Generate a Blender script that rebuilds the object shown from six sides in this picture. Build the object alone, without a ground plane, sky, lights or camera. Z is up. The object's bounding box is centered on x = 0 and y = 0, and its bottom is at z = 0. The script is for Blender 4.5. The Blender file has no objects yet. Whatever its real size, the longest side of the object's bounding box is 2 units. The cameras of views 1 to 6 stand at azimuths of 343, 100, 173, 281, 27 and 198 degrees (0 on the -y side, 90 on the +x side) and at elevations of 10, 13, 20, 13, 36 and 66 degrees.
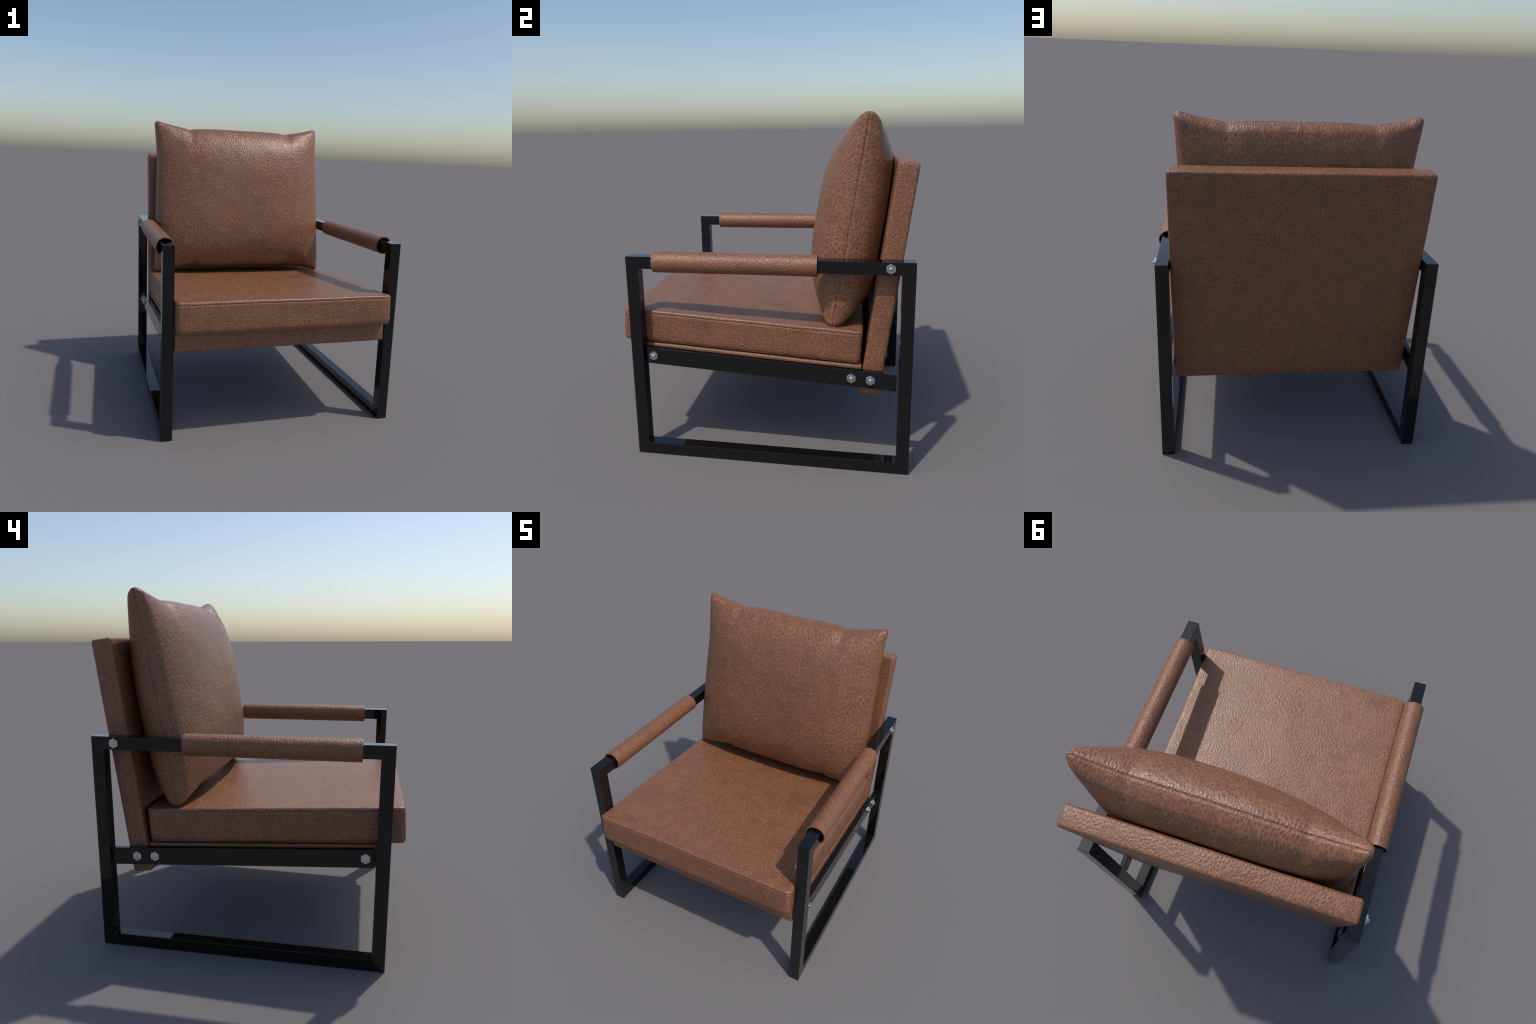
"""Brown leather lounge armchair on a glossy black square-tube steel frame."""
import bpy, bmesh, math
import numpy as np
from mathutils import Vector, Matrix, noise

# ------------------------------------------------------------------ helpers
COLL = bpy.context.scene.collection


def link(obj, parent=None):
    COLL.objects.link(obj)
    if parent is not None:
        obj.parent = parent
    return obj


def mesh_object(name, verts, faces, mats, parent=None, smooth=True, sharp=None):
    me = bpy.data.meshes.new(name)
    me.from_pydata([tuple(v) for v in verts], [], faces)
    bm = bmesh.new()
    bm.from_mesh(me)
    bmesh.ops.recalc_face_normals(bm, faces=bm.faces)
    bm.to_mesh(me)
    bm.free()
    for m in mats:
        me.materials.append(m)
    me.polygons.foreach_set("use_smooth", [smooth] * len(me.polygons))
    if smooth and sharp:
        me.set_sharp_from_angle(angle=math.radians(sharp))
    me.update()
    return link(bpy.data.objects.new(name, me), parent)


# ---------------------------------------------------------------- materials
class Nodes:
    """Small wrapper that makes node graphs readable."""

    def __init__(self, name):
        self.mat = bpy.data.materials.new(name)
        self.mat.use_nodes = True
        self.t = self.mat.node_tree
        self.bsdf = self.t.nodes["Principled BSDF"]

    def new(self, kind, **props):
        n = self.t.nodes.new(kind)
        for k, v in props.items():
            setattr(n, k, v)
        return n

    def put(self, sock, value):
        if isinstance(value, bpy.types.NodeSocket):
            self.t.links.new(value, sock)
        else:
            sock.default_value = value

    def math(self, op, a, b=0.0, c=None, clamp=False):
        n = self.new("ShaderNodeMath", operation=op, use_clamp=clamp)
        self.put(n.inputs[0], a)
        self.put(n.inputs[1], b)
        if c is not None:
            self.put(n.inputs[2], c)
        return n.outputs[0]

    def ramp(self, v, lo, hi, a=0.0, b=1.0):
        n = self.new("ShaderNodeMapRange", interpolation_type='SMOOTHSTEP')
        self.put(n.inputs["Value"], v)
        n.inputs["From Min"].default_value = lo
        n.inputs["From Max"].default_value = hi
        n.inputs["To Min"].default_value = a
        n.inputs["To Max"].default_value = b
        return n.outputs[0]

    def mix(self, f, a, b):
        n = self.new("ShaderNodeMix", data_type='RGBA')
        self.put(n.inputs[0], f)
        self.put(n.inputs[6], a)
        self.put(n.inputs[7], b)
        return n.outputs[2]

    def mapping(self, vec, scale, rot=(0, 0, 0), loc=(0, 0, 0)):
        n = self.new("ShaderNodeMapping")
        self.put(n.inputs[0], vec)
        n.inputs["Scale"].default_value = scale
        n.inputs["Rotation"].default_value = rot
        n.inputs["Location"].default_value = loc
        return n.outputs[0]

    def noise(self, vec, scale, detail=3.0, rough=0.5, out="Fac"):
        n = self.new("ShaderNodeTexNoise")
        self.put(n.inputs["Vector"], vec)
        n.inputs["Scale"].default_value = scale
        n.inputs["Detail"].default_value = detail
        n.inputs["Roughness"].default_value = rough
        return n.outputs[out]

    def voronoi(self, vec, scale, feature='DISTANCE_TO_EDGE', out="Distance", randomness=1.0):
        n = self.new("ShaderNodeTexVoronoi", feature=feature, voronoi_dimensions='2D')
        n.inputs["Randomness"].default_value = randomness
        self.put(n.inputs["Vector"], vec)
        n.inputs["Scale"].default_value = scale
        return n.outputs[out]

    def vadd(self, a, b, op='ADD'):
        n = self.new("ShaderNodeVectorMath", operation=op)
        self.put(n.inputs[0], a)
        self.put(n.inputs[1], b)
        return n.outputs[0]


def hide_plane(N, co, wrap):
    """Lay the hide flat: the two coordinates that run along the surface.

    wrap 'box'  - each side of a padded part is its own panel of leather
    wrap 'tube' - the leather is rolled round the y axis
    """
    sep = N.new("ShaderNodeSeparateXYZ")
    N.put(sep.inputs[0], co.outputs["Object"])
    x, y, z = sep.outputs
    out = N.new("ShaderNodeCombineXYZ")
    if wrap == 'tube':
        ang = N.math('ARCTAN2', x, z)
        N.put(out.inputs[0], N.math('MULTIPLY', ang, 0.0595))
        N.put(out.inputs[1], y)
        return out.outputs[0]
    nor = N.new("ShaderNodeSeparateXYZ")
    N.put(nor.inputs[0], co.outputs["Normal"])
    ax = N.math('GREATER_THAN', N.math('ABSOLUTE', nor.outputs[0]), 0.72)
    az = N.math('GREATER_THAN', N.math('ABSOLUTE', nor.outputs[2]), 0.72)

    def pick(f, a, b):
        n = N.new("ShaderNodeMix", data_type='FLOAT')
        N.put(n.inputs[0], f)
        N.put(n.inputs[2], a)
        N.put(n.inputs[3], b)
        return n.outputs[0]
    # front panel (x, z); side panel (y, z); top panel (x, y)
    N.put(out.inputs[0], pick(ax, x, N.math('ADD', y, 3.7)))
    N.put(out.inputs[1], pick(az, z, N.math('ADD', y, 1.9)))
    return out.outputs[0]


def leather(name, cell, stretch, crease, offset=(0, 0, 0), depth=1.0, crease_amount=1.0, wrap='box', gloss=0.31, stain=0.0):
    """Pull-up leather: dark raised pebbles between lighter worn valleys.

    cell    pebble size in metres; stretch  scale of the pebbles along the hide
    crease  scale of the long sparse creases along the hide
    """
    N = Nodes(name)
    co = N.new("ShaderNodeTexCoord")
    obj = N.vadd(co.outputs["Object"], offset)
    flat = N.vadd(hide_plane(N, co, wrap), offset)
    # slow warp so rows of pebbles wander
    w = N.noise(obj, 6.0, 2.0, 0.5, "Color")
    w = N.vadd(N.vadd(w, (0.5, 0.5, 0.5), 'SUBTRACT'), (0.060, 0.060, 0.060), 'MULTIPLY')
    w2 = N.noise(obj, 0.9 / cell, 2.0, 0.6, "Color")
    w2 = N.vadd(N.vadd(w2, (0.5, 0.5, 0.5), 'SUBTRACT'), (cell * .75,) * 3, 'MULTIPLY')
    p = N.vadd(N.vadd(obj, w), w2)
    pm = N.mapping(N.vadd(N.vadd(flat, w), w2), stretch)
    s = 1.0 / cell
    zone = N.ramp(N.noise(obj, 4.5, 2.0), 0.42, 0.58)

    def pebbles(scale):
        """0 in the middle of a pebble, 1 along its rim"""
        edge = N.ramp(N.voronoi(pm, scale, randomness=0.9), -0.05, 0.42, 1.0, 0.0)
        body = N.ramp(N.voronoi(pm, scale, 'SMOOTH_F1', randomness=0.9), 0.05, 0.62)
        return N.math('MULTIPLY_ADD', edge, 0.50, N.math('MULTIPLY', body, 0.50))
    n = N.new("ShaderNodeMix", data_type='FLOAT')
    N.put(n.inputs[0], zone)
    N.put(n.inputs[2], pebbles(s * 1.25))
    N.put(n.inputs[3], pebbles(s))
    valley = n.outputs[0]
    # a finer wrinkle net breaks the pebbles up
    net = N.ramp(N.voronoi(pm, s * 2.3), 0.0, 0.30, 1.0, 0.0)
    valley = N.math('MULTIPLY_ADD', net, 0.20, N.math('MULTIPLY', valley, 0.82))
    # broken, uneven network
    broken = N.ramp(N.noise(obj, 0.30 / cell, 2.0, 0.6), 0.30, 0.62)
    valley = N.math('MULTIPLY', valley, N.math('MULTIPLY_ADD', broken, 0.35, 0.65))
    # long sparse creases
    pc = N.mapping(N.vadd(flat, N.vadd(w, (0.65, 0.65, 0.65), 'MULTIPLY')), crease)
    e_cr = N.voronoi(pc, 15.0)
    cr_mask = N.ramp(N.noise(obj, 7.0, 2.0), 0.42, 0.60)
    crs = N.math('MULTIPLY', N.ramp(e_cr, 0.0, 0.032, 1.0, 0.0), cr_mask)
    crs = N.math('MULTIPLY', crs, crease_amount)
    lines = N.math('MAXIMUM', valley, crs)
    fine = N.noise(p, s * 3.2, 3.0, 0.65)
    mott = N.ramp(N.noise(obj, 3.1, 3.0, 0.55), 0.30, 0.72)
    blot = N.ramp(N.noise(obj, 17.0, 3.0, 0.6), 0.30, 0.70)
    # colours
    pebble = N.mix(mott, (0.116, 0.053, 0.032, 1), (0.128, 0.058, 0.034, 1))
    pebble = N.mix(N.math('MULTIPLY', blot, 0.10), pebble, (0.165, 0.072, 0.038, 1))
    worn = N.mix(mott, (0.272, 0.113, 0.053, 1), (0.290, 0.121, 0.056, 1))
    lf = N.ramp(lines, -0.10, 0.95)
    lf = N.math('ADD', lf, N.math('MULTIPLY', N.math('SUBTRACT', fine, 0.5), 0.30), clamp=True)
    col = N.mix(lf, pebble, worn)
    if stain:      # soft dark patches where the hide has taken up oil
        dark = N.ramp(N.noise(obj, 3.3, 2.0, 0.5), 0.52, 0.74)
        col = N.mix(N.math('MULTIPLY', dark, stain), col, (0.105, 0.050, 0.030, 1))
    N.put(N.bsdf.inputs["Base Color"], col)
    rough = N.math('MULTIPLY_ADD', lines, 0.16, gloss)
    rough = N.math('MULTIPLY_ADD', fine, 0.10, rough)
    N.put(N.bsdf.inputs["Roughness"], rough)
    N.bsdf.inputs["Specular IOR Level"].default_value = 0.5
    # relief
    h = N.math('MULTIPLY_ADD', lines, -1.0, N.math('MULTIPLY', fine, 0.22))
    b = N.new("ShaderNodeBump")
    b.inputs["Strength"].default_value = 0.55 * depth
    b.inputs["Distance"].default_value = cell * 0.22
    N.put(b.inputs["Height"], h)
    N.put(N.bsdf.inputs["Normal"], b.outputs[0])
    return N.mat


def black_steel():
    N = Nodes("black_lacquered_steel")
    obj = N.new("ShaderNodeTexCoord").outputs["Object"]
    v = N.noise(obj, 40.0, 3.0)
    N.put(N.bsdf.inputs["Base Color"], N.mix(v, (0.0045, 0.0045, 0.0050, 1), (0.0065, 0.0064, 0.0066, 1)))
    N.put(N.bsdf.inputs["Roughness"], N.ramp(v, 0.2, 0.8, 0.012, 0.03))
    N.bsdf.inputs["IOR"].default_value = 1.5
    return N.mat


def bright_steel():
    N = Nodes("zinc_plated_steel")
    obj = N.new("ShaderNodeTexCoord").outputs["Object"]
    v = N.noise(obj, 90.0, 3.0)
    N.put(N.bsdf.inputs["Base Color"], N.mix(v, (0.62, 0.62, 0.63, 1), (0.70, 0.70, 0.71, 1)))
    N.bsdf.inputs["Metallic"].default_value = 1.0
    N.put(N.bsdf.inputs["Roughness"], N.ramp(v, 0.2, 0.8, 0.2, 0.3))
    return N.mat


def sleeve_inside():
    N = Nodes("near_black_sleeve_inside")
    obj = N.new("ShaderNodeTexCoord").outputs["Object"]
    v = N.noise(obj, 120.0, 3.0)
    N.put(N.bsdf.inputs["Base Color"], N.mix(v, (0.003, 0.0026, 0.0024, 1), (0.007, 0.006, 0.005, 1)))
    N.bsdf.inputs["Roughness"].default_value = 0.95
    N.bsdf.inputs["Specular IOR Level"].default_value = 0.1
    return N.mat


STEEL = black_steel()
BOLT = bright_steel()
SLEEVE_INSIDE = sleeve_inside()
L_PILLOW = leather("pillow_leather", 0.0205, (1.15, 0.75, 1.0), (1.0, 0.14, 1.0), (0.3, 0.1, 0.7), 0.85, 1.0, 'box', 0.25)
L_SEAT = leather("seat_leather", 0.0175, (1.0, 0.88, 1.0), (0.8, 0.30, 1.0), (1.3, 2.1, 0.2), 0.6, 0.7, 'box', 0.25, 0.32)
L_BASE = leather("base_leather", 0.0150, (0.8, 1.1, 1.0), (0.2, 1.0, 1.0), (4.3, 0.6, 2.2), 0.9)
L_BACK = leather("backrest_leather", 0.0175, (1.1, 0.75, 1.0), (1.0, 0.12, 1.0), (7.3, 3.1, 5.2), 0.75, 0.9, 'box', 0.28, 0.15)
L_ARM = leather("armrest_leather", 0.0155, (1.0, 0.9, 1.0), (1.0, 0.3, 1.0), (9.1, 4.4, 0.9), 0.95, 0.5, 'tube', 0.28)


# ----------------------------------------------------------- generic shapes
def rounded_rect(hx, hy, r, seg=8, side=24):
    """Closed loop of points round a rectangle with rounded corners."""
    r = max(r, 1e-4)
    pts = []
    for cx, cy, a0 in ((1, 1, 0), (-1, 1, 90), (-1, -1, 180), (1, -1, 270)):
        ox, oy = cx * (hx - r), cy * (hy - r)
        for i in range(seg + 1):
            a = math.radians(a0 + 90 * i / seg)
            pts.append((ox + r * math.cos(a), oy + r * math.sin(a)))
        # straight run to the next corner
        nx, ny = {0: (-1, 1), 90: (-1, -1), 180: (1, -1), 270: (1, 1)}[a0]
        a = math.radians(a0 + 90)
        e = (nx * (hx - r) + r * math.cos(a), ny * (hy - r) + r * math.sin(a))
        s = pts[-1]
        for i in range(1, side):
            t = i / side
            pts.append((s[0] + (e[0] - s[0]) * t, s[1] + (e[1] - s[1]) * t))
    return pts


def padded_box(hx, hy, profile, corner, soft, caps=14):
    """Loft rounded rectangles through (inset, z); close both ends with
    shrinking loops. soft(x, y, z, side) gives a small offset vector."""
    rings = []
    z0, z1 = profile[0][1], profile[-1][1]
    i0, i1 = profile[0][0], profile[-1][0]
    small = min(hx, hy)
    for k in range(caps):
        t = k / caps
        rings.append((small * 0.985 * (1 - t) + i0 * t, z0))
    rings += profile
    for k in range(1, caps + 1):
        t = k / caps
        rings.append((small * 0.985 * t + i1 * (1 - t), z1))
    verts, faces = [], []
    n = None
    for inset, z in rings:
        loop = rounded_rect(hx - inset, hy - inset, max(corner - inset, corner * 0.2 * (1 - inset / small)))
        n = len(loop)
        for x, y in loop:
            o = soft(x, y, z)
            verts.append((x + o[0], y + o[1], z + o[2]))
    for k in range(len(rings) - 1):
        for i in range(n):
            j = (i + 1) % n
            faces.append((k * n + i, k * n + j, (k + 1) * n + j, (k + 1) * n + i))
    faces.append(tuple(range(n - 1, -1, -1)))
    m = (len(rings) - 1) * n
    faces.append(tuple(m + i for i in range(n)))
    return verts, faces


def arc(r, z, up, steps=6, lo=0.0):
    """Quarter-round edge profile as (inset, z); up=True rounds the top edge."""
    out = []
    for i in range(steps + 1):
        a = math.radians(90 * i / steps)
        if up:
            out.append((r * (1 - math.cos(a)) + lo, z - r + r * math.sin(a)))
        else:
            out.append((r * (1 - math.sin(a)) + lo, z + r - r * math.cos(a)))
    return out


def groove(z, depth, width):
    """Sewn seam running round the side of a cushion."""
    return [(0.0, z - width), (depth * .35, z - width * .4), (depth, z), (depth * .35, z + width * .4), (0.0, z + width)]


def wobble(seed, amp, scale):
    off = Vector((seed * 3.17, seed * 1.31, seed * 7.7))

    def f(x, y, z):
        v = noise.noise_vector(Vector((x, y, z)) * scale + off)
        v2 = noise.noise_vector(Vector((x, y, z)) * scale * 3.3 + off)
        return [(v[i] + 0.45 * v2[i]) * amp for i in range(3)]
    return f


def beveled(obj, width, segments=2):
    bm = bmesh.new()
    bm.from_mesh(obj.data)
    edges = [e for e in bm.edges if e.calc_face_angle(0) > math.radians(20)]
    bmesh.ops.bevel(bm, geom=edges, offset=width, segments=segments, profile=0.5, affect='EDGES')
    bm.to_mesh(obj.data)
    bm.free()
    obj.data.polygons.foreach_set("use_smooth", [False] * len(obj.data.polygons))
    return obj


# --------------------------------------------------------------- the chair
chair = link(bpy.data.objects.new("armchair", None))
chair["label"] = "brown leather lounge armchair with black square steel side frames"
chair["category"] = "armchair"

TUBE = 0.0705
X_OUT = 0.7815            # outer face of the side frames
X_MID = X_OUT - TUBE / 2
Y_FRONT, Y_REAR = -0.763, 0.838
Z_TOP = 1.2275
TILT = math.atan(0.0615)  # seat and rails drop toward the rear


def build_frame(side):
    """Closed rectangular loop of square tube, extruded across the tube."""
    o = [(Y_FRONT, 0.0), (Y_REAR, 0.0), (Y_REAR, Z_TOP), (Y_FRONT, Z_TOP)]
    t = TUBE
    i = [(Y_FRONT + t, t), (Y_REAR - t, t), (Y_REAR - t, Z_TOP - t), (Y_FRONT + t, Z_TOP - t)]
    verts = [(dx, y, z) for dx in (-t / 2, t / 2) for (y, z) in o + i]
    faces = []
    for k in range(4):
        j = (k + 1) % 4
        for b in (0, 8):
            faces.append((b + k, b + j, b + 4 + j, b + 4 + k))
        faces.append((k, j, 8 + j, 8 + k))
        faces.append((4 + k, 4 + j, 12 + j, 12 + k))
    f = mesh_object("side_frame", verts, faces, [STEEL], chair, smooth=False)
    beveled(f, 0.0022)
    f.location.x = side * X_MID
    return f


RAIL_Y0, RAIL_Y1 = -0.681, 0.757
RAIL_X0, RAIL_X1 = 0.725, 0.755


def rail_top(y):
    return 0.6765 - (y + 0.68) * math.tan(TILT)


def build_rail(side, frame):
    """Flat bar that carries the seat, hung between the posts."""
    x0, x1 = RAIL_X0 - X_MID, RAIL_X1 - X_MID
    ends = []
    for y in (RAIL_Y0, RAIL_Y1):
        zt = rail_top(y)
        ends += [(x0, y, zt - .0985), (x1, y, zt - .0985), (x1, y, zt), (x0, y, zt)]
    verts = [(side * x, y, z) for x, y, z in ends]
    faces = [(0, 1, 2, 3), (4, 5, 6, 7)] + [(k, (k + 1) % 4, 4 + (k + 1) % 4, 4 + k) for k in range(4)]
    r = mesh_object("support_rail", verts, faces, [STEEL], frame, smooth=False)
    beveled(r, 0.002)
    # tabs that pin the bar to the posts
    return r


def bolt_mesh():
    """Hexagon nut with a round threaded stud end, pointing along +x."""
    verts, faces = [], []
    R, th = 0.0280, 0.0115

    def ring(x, r, n, ph=0.0):
        b = len(verts)
        for k in range(n):
            a = 2 * math.pi * k / n + ph
            verts.append((x, r * math.sin(a), r * math.cos(a)))
        return list(range(b, b + n))

    def wall(a, b):
        n = len(a)
        for k in range(n):
            faces.append((a[k], a[(k + 1) % n], b[(k + 1) % n], b[k]))
    h0, h1, h2 = ring(-0.004, R, 6), ring(th - .0012, R, 6), ring(th, R - .0014, 6)
    wall(h0, h1)
    wall(h1, h2)
    faces.append(tuple(h0))
    faces.append(tuple(h2))
    s0, s1, s2 = ring(th - .004, 0.0105, 20), ring(th + .0090, 0.0100, 20), ring(th + .0105, 0.0084, 20)
    wall(s0, s1)
    wall(s1, s2)
    faces.append(tuple(s0))
    faces.append(tuple(s2))
    me = bpy.data.meshes.new("bolt")
    me.from_pydata(verts, [], faces)
    bm = bmesh.new()
    bm.from_mesh(me)
    bmesh.ops.recalc_face_normals(bm, faces=bm.faces)
    bm.to_mesh(me)
    bm.free()
    me.materials.append(BOLT)
    me.polygons.foreach_set("use_smooth", [True] * len(me.polygons))
    me.set_sharp_from_angle(angle=math.radians(28))
    return me


BOLT_MESH = bolt_mesh()


def build_sleeve(side):
    """Leather wrapped round the arm tube, open at both ends."""
    r_out, r_in = 0.0595, 0.0535
    y0, y1 = -0.603, 0.322
    n, m = 48, 40
    off = Vector((side * 5.1, 2.2, 0.7))
    verts, faces, inner = [], [], []

    def layer(r, lip):
        b = len(verts)
        for k in range(m + 1):
            t = k / m
            y = y0 + (y1 - y0) * t
            for i in range(n):
                a = 2 * math.pi * i / n
                d = Vector((math.sin(a), 0, math.cos(a)))
                q = noise.noise(Vector((d.x, y * 6, d.z)) + off) * 0.0009
                verts.append(((r + q) * d.x, y + lip * (0.5 - t) * 0, (r + q) * d.z))
        return b
    a, b = layer(r_out, 0), layer(r_in, 0)
    for k in range(m):
        for i in range(n):
            j = (i + 1) % n
            faces.append((a + k * n + i, a + k * n + j, a + (k + 1) * n + j, a + (k + 1) * n + i))
            inner.append(0)
            faces.append((b + k * n + i, b + k * n + j, b + (k + 1) * n + j, b + (k + 1) * n + i))
            inner.append(1)
    for k in (0, m):
        for i in range(n):
            j = (i + 1) % n
            faces.append((a + k * n + i, a + k * n + j, b + k * n + j, b + k * n + i))
            inner.append(0)
    o = mesh_object("arm_sleeve", verts, faces, [L_ARM, SLEEVE_INSIDE], chair, smooth=True)
    o.data.polygons.foreach_set("material_index", inner)
    o.data.set_sharp_from_angle(angle=math.radians(50))
    o.location = (side * X_MID, 0, Z_TOP - TUBE / 2)
    return o


for side in (1, -1):
    frame = build_frame(side)
    build_rail(side, frame)
    spots = [(RAIL_X1, -0.638, None), (RAIL_X1, 0.511, None), (RAIL_X1, 0.616, None), (X_OUT, 0.707, 1.193)]
    for k, (x, y, z) in enumerate(spots):
        bo = bpy.data.objects.new("bolt", BOLT_MESH)
        link(bo, frame)
        zz = z if z else rail_top(y) - 0.0465
        bo.location = (side * (x - X_MID), y, zz)
        spin = (0.0, 0.04, -0.03, 0.02)[k] * side
        bo.rotation_euler = (spin, 0, 0 if side > 0 else math.pi)
    build_sleeve(side)

# ---- seat base: upholstered slab between the rails
prof = arc(0.014, 0.0, False) + arc(0.012, 0.122, True)
verts, faces = padded_box(0.7060, 0.666, prof, 0.014, wobble(2, 0.0012, 5))
base = mesh_object("seat_base", verts, faces, [L_BASE], chair)
base.rotation_euler.x = -TILT
base.location = (0, -0.104, 0.5295)

# ---- seat cushion: boxed cushion with sewn seams along top and bottom edge
H = 0.1955
prof = ([(0.024, 0.0), (0.014, 0.0008), (0.0075, 0.0035), (0.0045, 0.0075), (0.0066, 0.0098),
         (0.0034, 0.0122), (0.0016, 0.018), (0.0004, 0.026), (0.0, 0.036), (0.0, 0.06), (0.0, 0.09), (0.0, 0.13), (0.0, 0.16)]
        + groove(H - 0.0215, 0.0034, 0.0045) + arc(0.014, H, True)[1:])
soft = wobble(4, 0.0016, 5)


def cushion_soft(x, y, z):
    o = soft(x, y, z)
    d = min(0.709 - abs(x), 0.699 - abs(y))
    # gathers along the seams
    if d < 0.02:
        g = noise.noise(Vector((x * 60, y * 60, z * 25)))
        o[0] += 0.0007 * g
        o[2] += 0.0010 * g
    if z > 0.15:
        crown = (1 - (x / 0.709) ** 4) * (1 - (y / 0.699) ** 4)
        o[2] -= 0.0025 * max(crown, 0)
    return o


verts, faces = padded_box(0.7090, 0.7015, prof, 0.030, cushion_soft, caps=22)
cushion = mesh_object("seat_cushion", verts, faces, [L_SEAT], chair)
cushion.rotation_euler.x = -TILT
cushion.location = (0, -0.1415, 0.6602)

# ---- backrest: flat upholstered panel leaning back
B_TILT = math.atan2(0.178, 1.293)
prof = arc(0.017, -0.0568, False) + arc(0.017, 0.0572, True)
verts, faces = padded_box(0.7090, 0.6580, prof, 0.017, wobble(7, 0.0009, 6))
verts = [(x, -z, y) for x, y, z in verts]
back = mesh_object("backrest", verts, faces, [L_BACK], chair)
back.rotation_euler.x = -B_TILT
back.location = (0, 0.6985, 1.0870)


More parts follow.
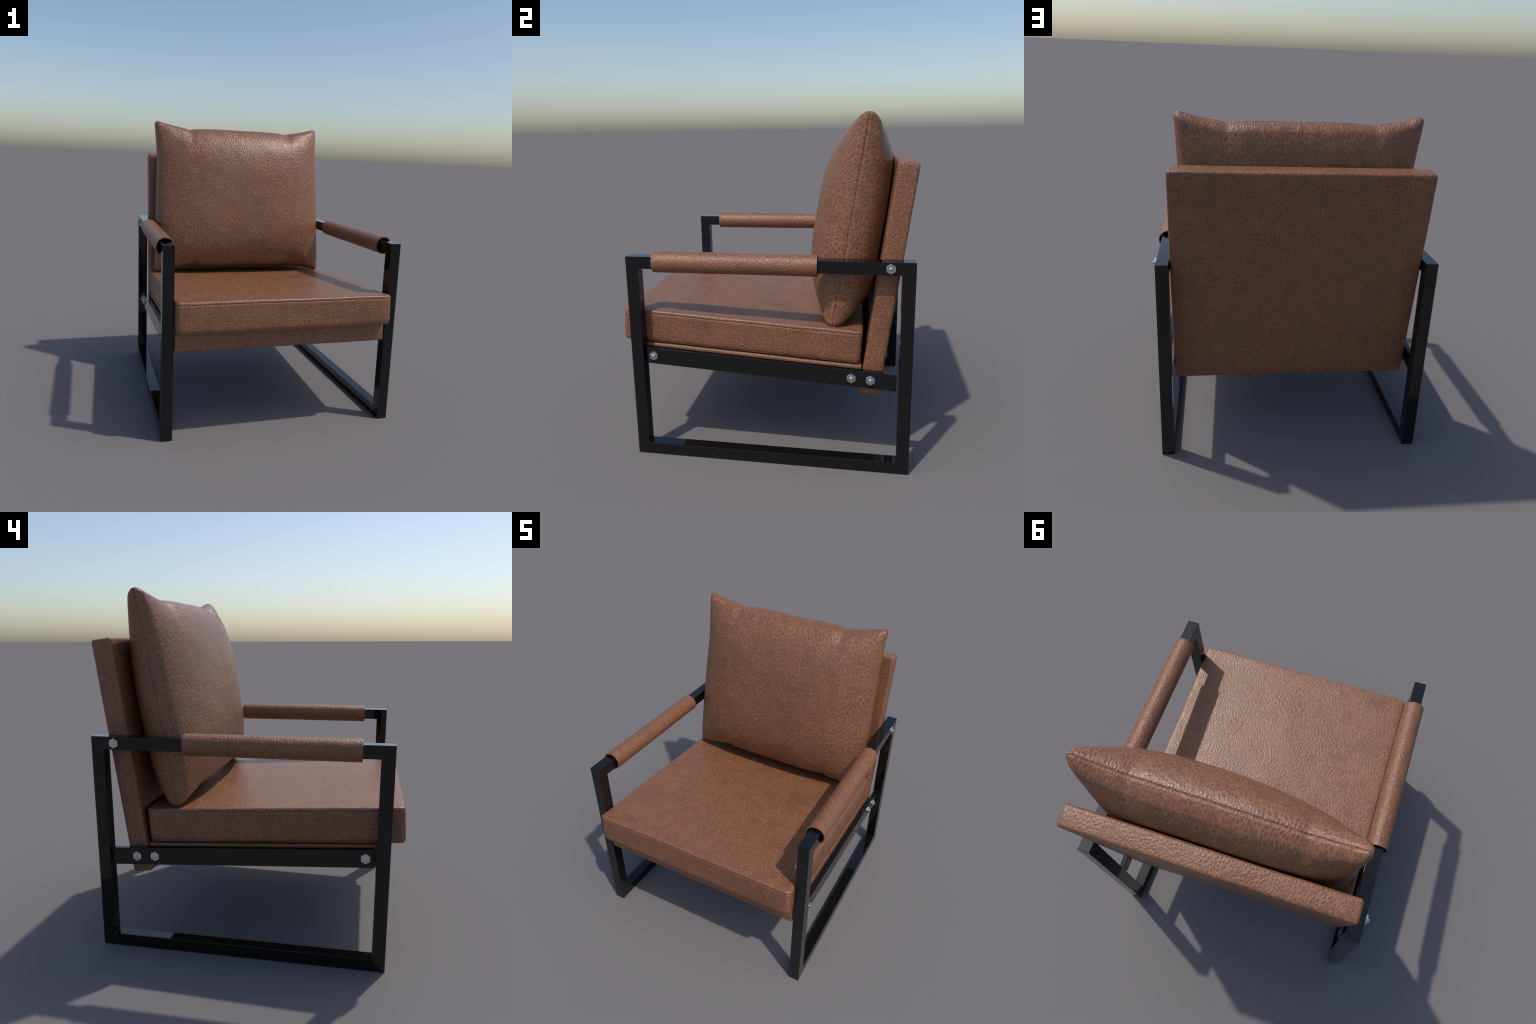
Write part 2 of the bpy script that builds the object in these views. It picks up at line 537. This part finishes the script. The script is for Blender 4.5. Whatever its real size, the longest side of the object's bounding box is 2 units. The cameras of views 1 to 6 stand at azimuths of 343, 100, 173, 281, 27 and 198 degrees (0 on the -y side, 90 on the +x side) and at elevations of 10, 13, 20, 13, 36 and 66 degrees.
# ---- back pillow: knife-edge cushion with ears at the four corners
def build_pillow():
    P_TILT = math.atan2(0.185, 1.160)
    half = 0.5875
    N = 150
    a = np.sin(np.linspace(-1, 1, N + 1) * math.pi / 2)

    side_s = [-1.0, -0.9, -0.5, 0.0, 0.5, 0.9, 1.0]
    side_w = [0.692, 0.690, 0.682, 0.676, 0.670, 0.678, 0.682]
    top_u = [0, .18, .30, .44, .53, .59, .66, .74, .88, .97, 1.0]
    top_d = [.036, .034, .034, .036, .041, .048, .036, .027, .006, -.010, -.014]

    def smooth(x, xs, ys):
        k = np.linspace(-0.03, 0.03, 7)
        return float(np.mean([np.interp(x + q, xs, ys) for q in k]))

    def outline(u, s):
        w = smooth(s, side_s, side_w)
        if u < 0:
            w -= 0.008 * math.exp(-((s - 0.5) / 0.38) ** 2)
        au = abs(u)
        drop = np.interp(au, top_u, top_d)
        if s > 0:
            v = s * (half - drop - (0.006 if u > 0 else 0) * au)
        else:
            v = s * (half - drop * 0.72 + (0.007 if u > 0 else 0.002) * au ** 3)
        x = u * w
        # rounded corner of radius rc
        rc = 0.034
        hx, hv = w, (half - drop)
        cx, cv = max(-(hx - rc), min(hx - rc, x)), max(-(hv - rc), min(hv - rc, v))
        dx, dv = x - cx, v - cv
        if dx and dv:
            m = max(abs(dx), abs(dv)) / math.hypot(dx, dv)
            dx, dv = dx * m, dv * m
        return cx + dx, cv + dv

    RIM = 0.040

    def thickness(u, s, front):
        # rounded rim running all round the seam
        du, ds = (1 - abs(u)) * 0.68, (1 - abs(s)) * half
        k = 0.012
        d = max(0.0, (du + ds - math.sqrt((du - ds) ** 2 + k * k * min(1, min(du, ds) / k))) / 2)
        d = min(d, RIM)
        rim = math.sqrt(max(RIM * RIM - (RIM - d) ** 2, 0))
        # stuffing
        px = 3.6 if u > 0 else 2.9 - 0.7 * s
        if not front:
            px = 5.5 if u > 0 else 4.2
        ps = (3.5 if front else 2.4) if s > 0 else (4.0 if front else 4.8)
        fx = (1 - abs(u) ** px) ** 0.72
        fs = (1 - abs(s) ** ps) ** 0.74
        if front:   # a little fuller toward the +x side
            t = 0.173 * (1 + 0.11 * u) * fx * fs
        else:
            t = 0.179 * fx * fs
        # pinches beside each ear
        deep = 0.22 if front else 0.10
        for nu in (-0.59, 0.59):
            for ns in (1.0, -1.0):
                d2 = ((u - nu) / 0.075) ** 2 + ((s - ns) / 0.11) ** 2
                t *= 1 - deep * math.exp(-d2)
        return rim + t

    cb, sb = math.cos(P_TILT), math.sin(P_TILT)
    yc, zc = 0.4935, 1.4140

    def back_gap(yl, v):
        """distance a point of the rear face may go before the backrest"""
        yw, zw = yc + yl * cb + v * sb, zc - yl * sb + v * cb
        plane = 0.7355 - (1.745 - zw) * math.tan(B_TILT) - 0.004
        return plane - yw

    verts, idx = [], {}
    for front in (True, False):
        for i, u in enumerate(a):
            for j, s in enumerate(a):
                rim = i in (0, N) or j in (0, N)
                if rim and not front:
                    idx[(False, i, j)] = idx[(True, i, j)]
                    continue
                x, v = outline(u, s)
                t = thickness(u, s, front)
                env = min(1, 3 * (1 - max(abs(u), abs(s))))
                q = noise.noise(Vector((x * 2.6, v * 2.6, 3.1 if front else 8.7)))
                q2 = noise.noise(Vector((x * 9, v * 9, 1.3 if front else 5.7)))
                t += env * (0.0045 * q + 0.0022 * q2)
                # gathers running out of the top and bottom seam
                edge = math.exp(-((1 - abs(s)) / 0.10) ** 2)
                t *= 1 + 0.06 * edge * noise.noise(Vector((x * 22, s * 3, 4.0 if front else 9.0)))
                t = max(t, 0.0)
                bow = 0.012 * (1 - u * u) * max(s, 0) + 0.017 * max(-u, 0) * max(0, (s + 0.6) / 1.6)
                if front:
                    yl = bow - t
                else:
                    yl = bow + t
                    g = back_gap(yl, v)
                    if g < 0.02:           # flatten softly against the backrest
                        yl += g - 0.02 * math.exp((g - 0.02) / 0.02)
                # sewn welt: pull the very seam inward
                ring = min(i, N - i, j, N - j)
                pull = {0: 0.0075, 1: 0.0022, 2: 0.0004}.get(ring, 0.0)
                if pull:
                    m = math.hypot(u ** 9, s ** 9) or 1
                    x -= pull * (u ** 9) / m
                    v -= pull * (s ** 9) / m
                idx[(front, i, j)] = len(verts)
                verts.append((x, yl, v))
    faces = []
    for front in (True, False):
        for i in range(N):
            for j in range(N):
                q = [idx[(front, i, j)], idx[(front, i + 1, j)], idx[(front, i + 1, j + 1)], idx[(front, i, j + 1)]]
                faces.append(tuple(q if front else q[::-1]))
    o = mesh_object("back_pillow", verts, faces, [L_PILLOW], chair)
    o.rotation_euler.x = -P_TILT
    o.location = (0, yc, zc)
    return o


build_pillow()
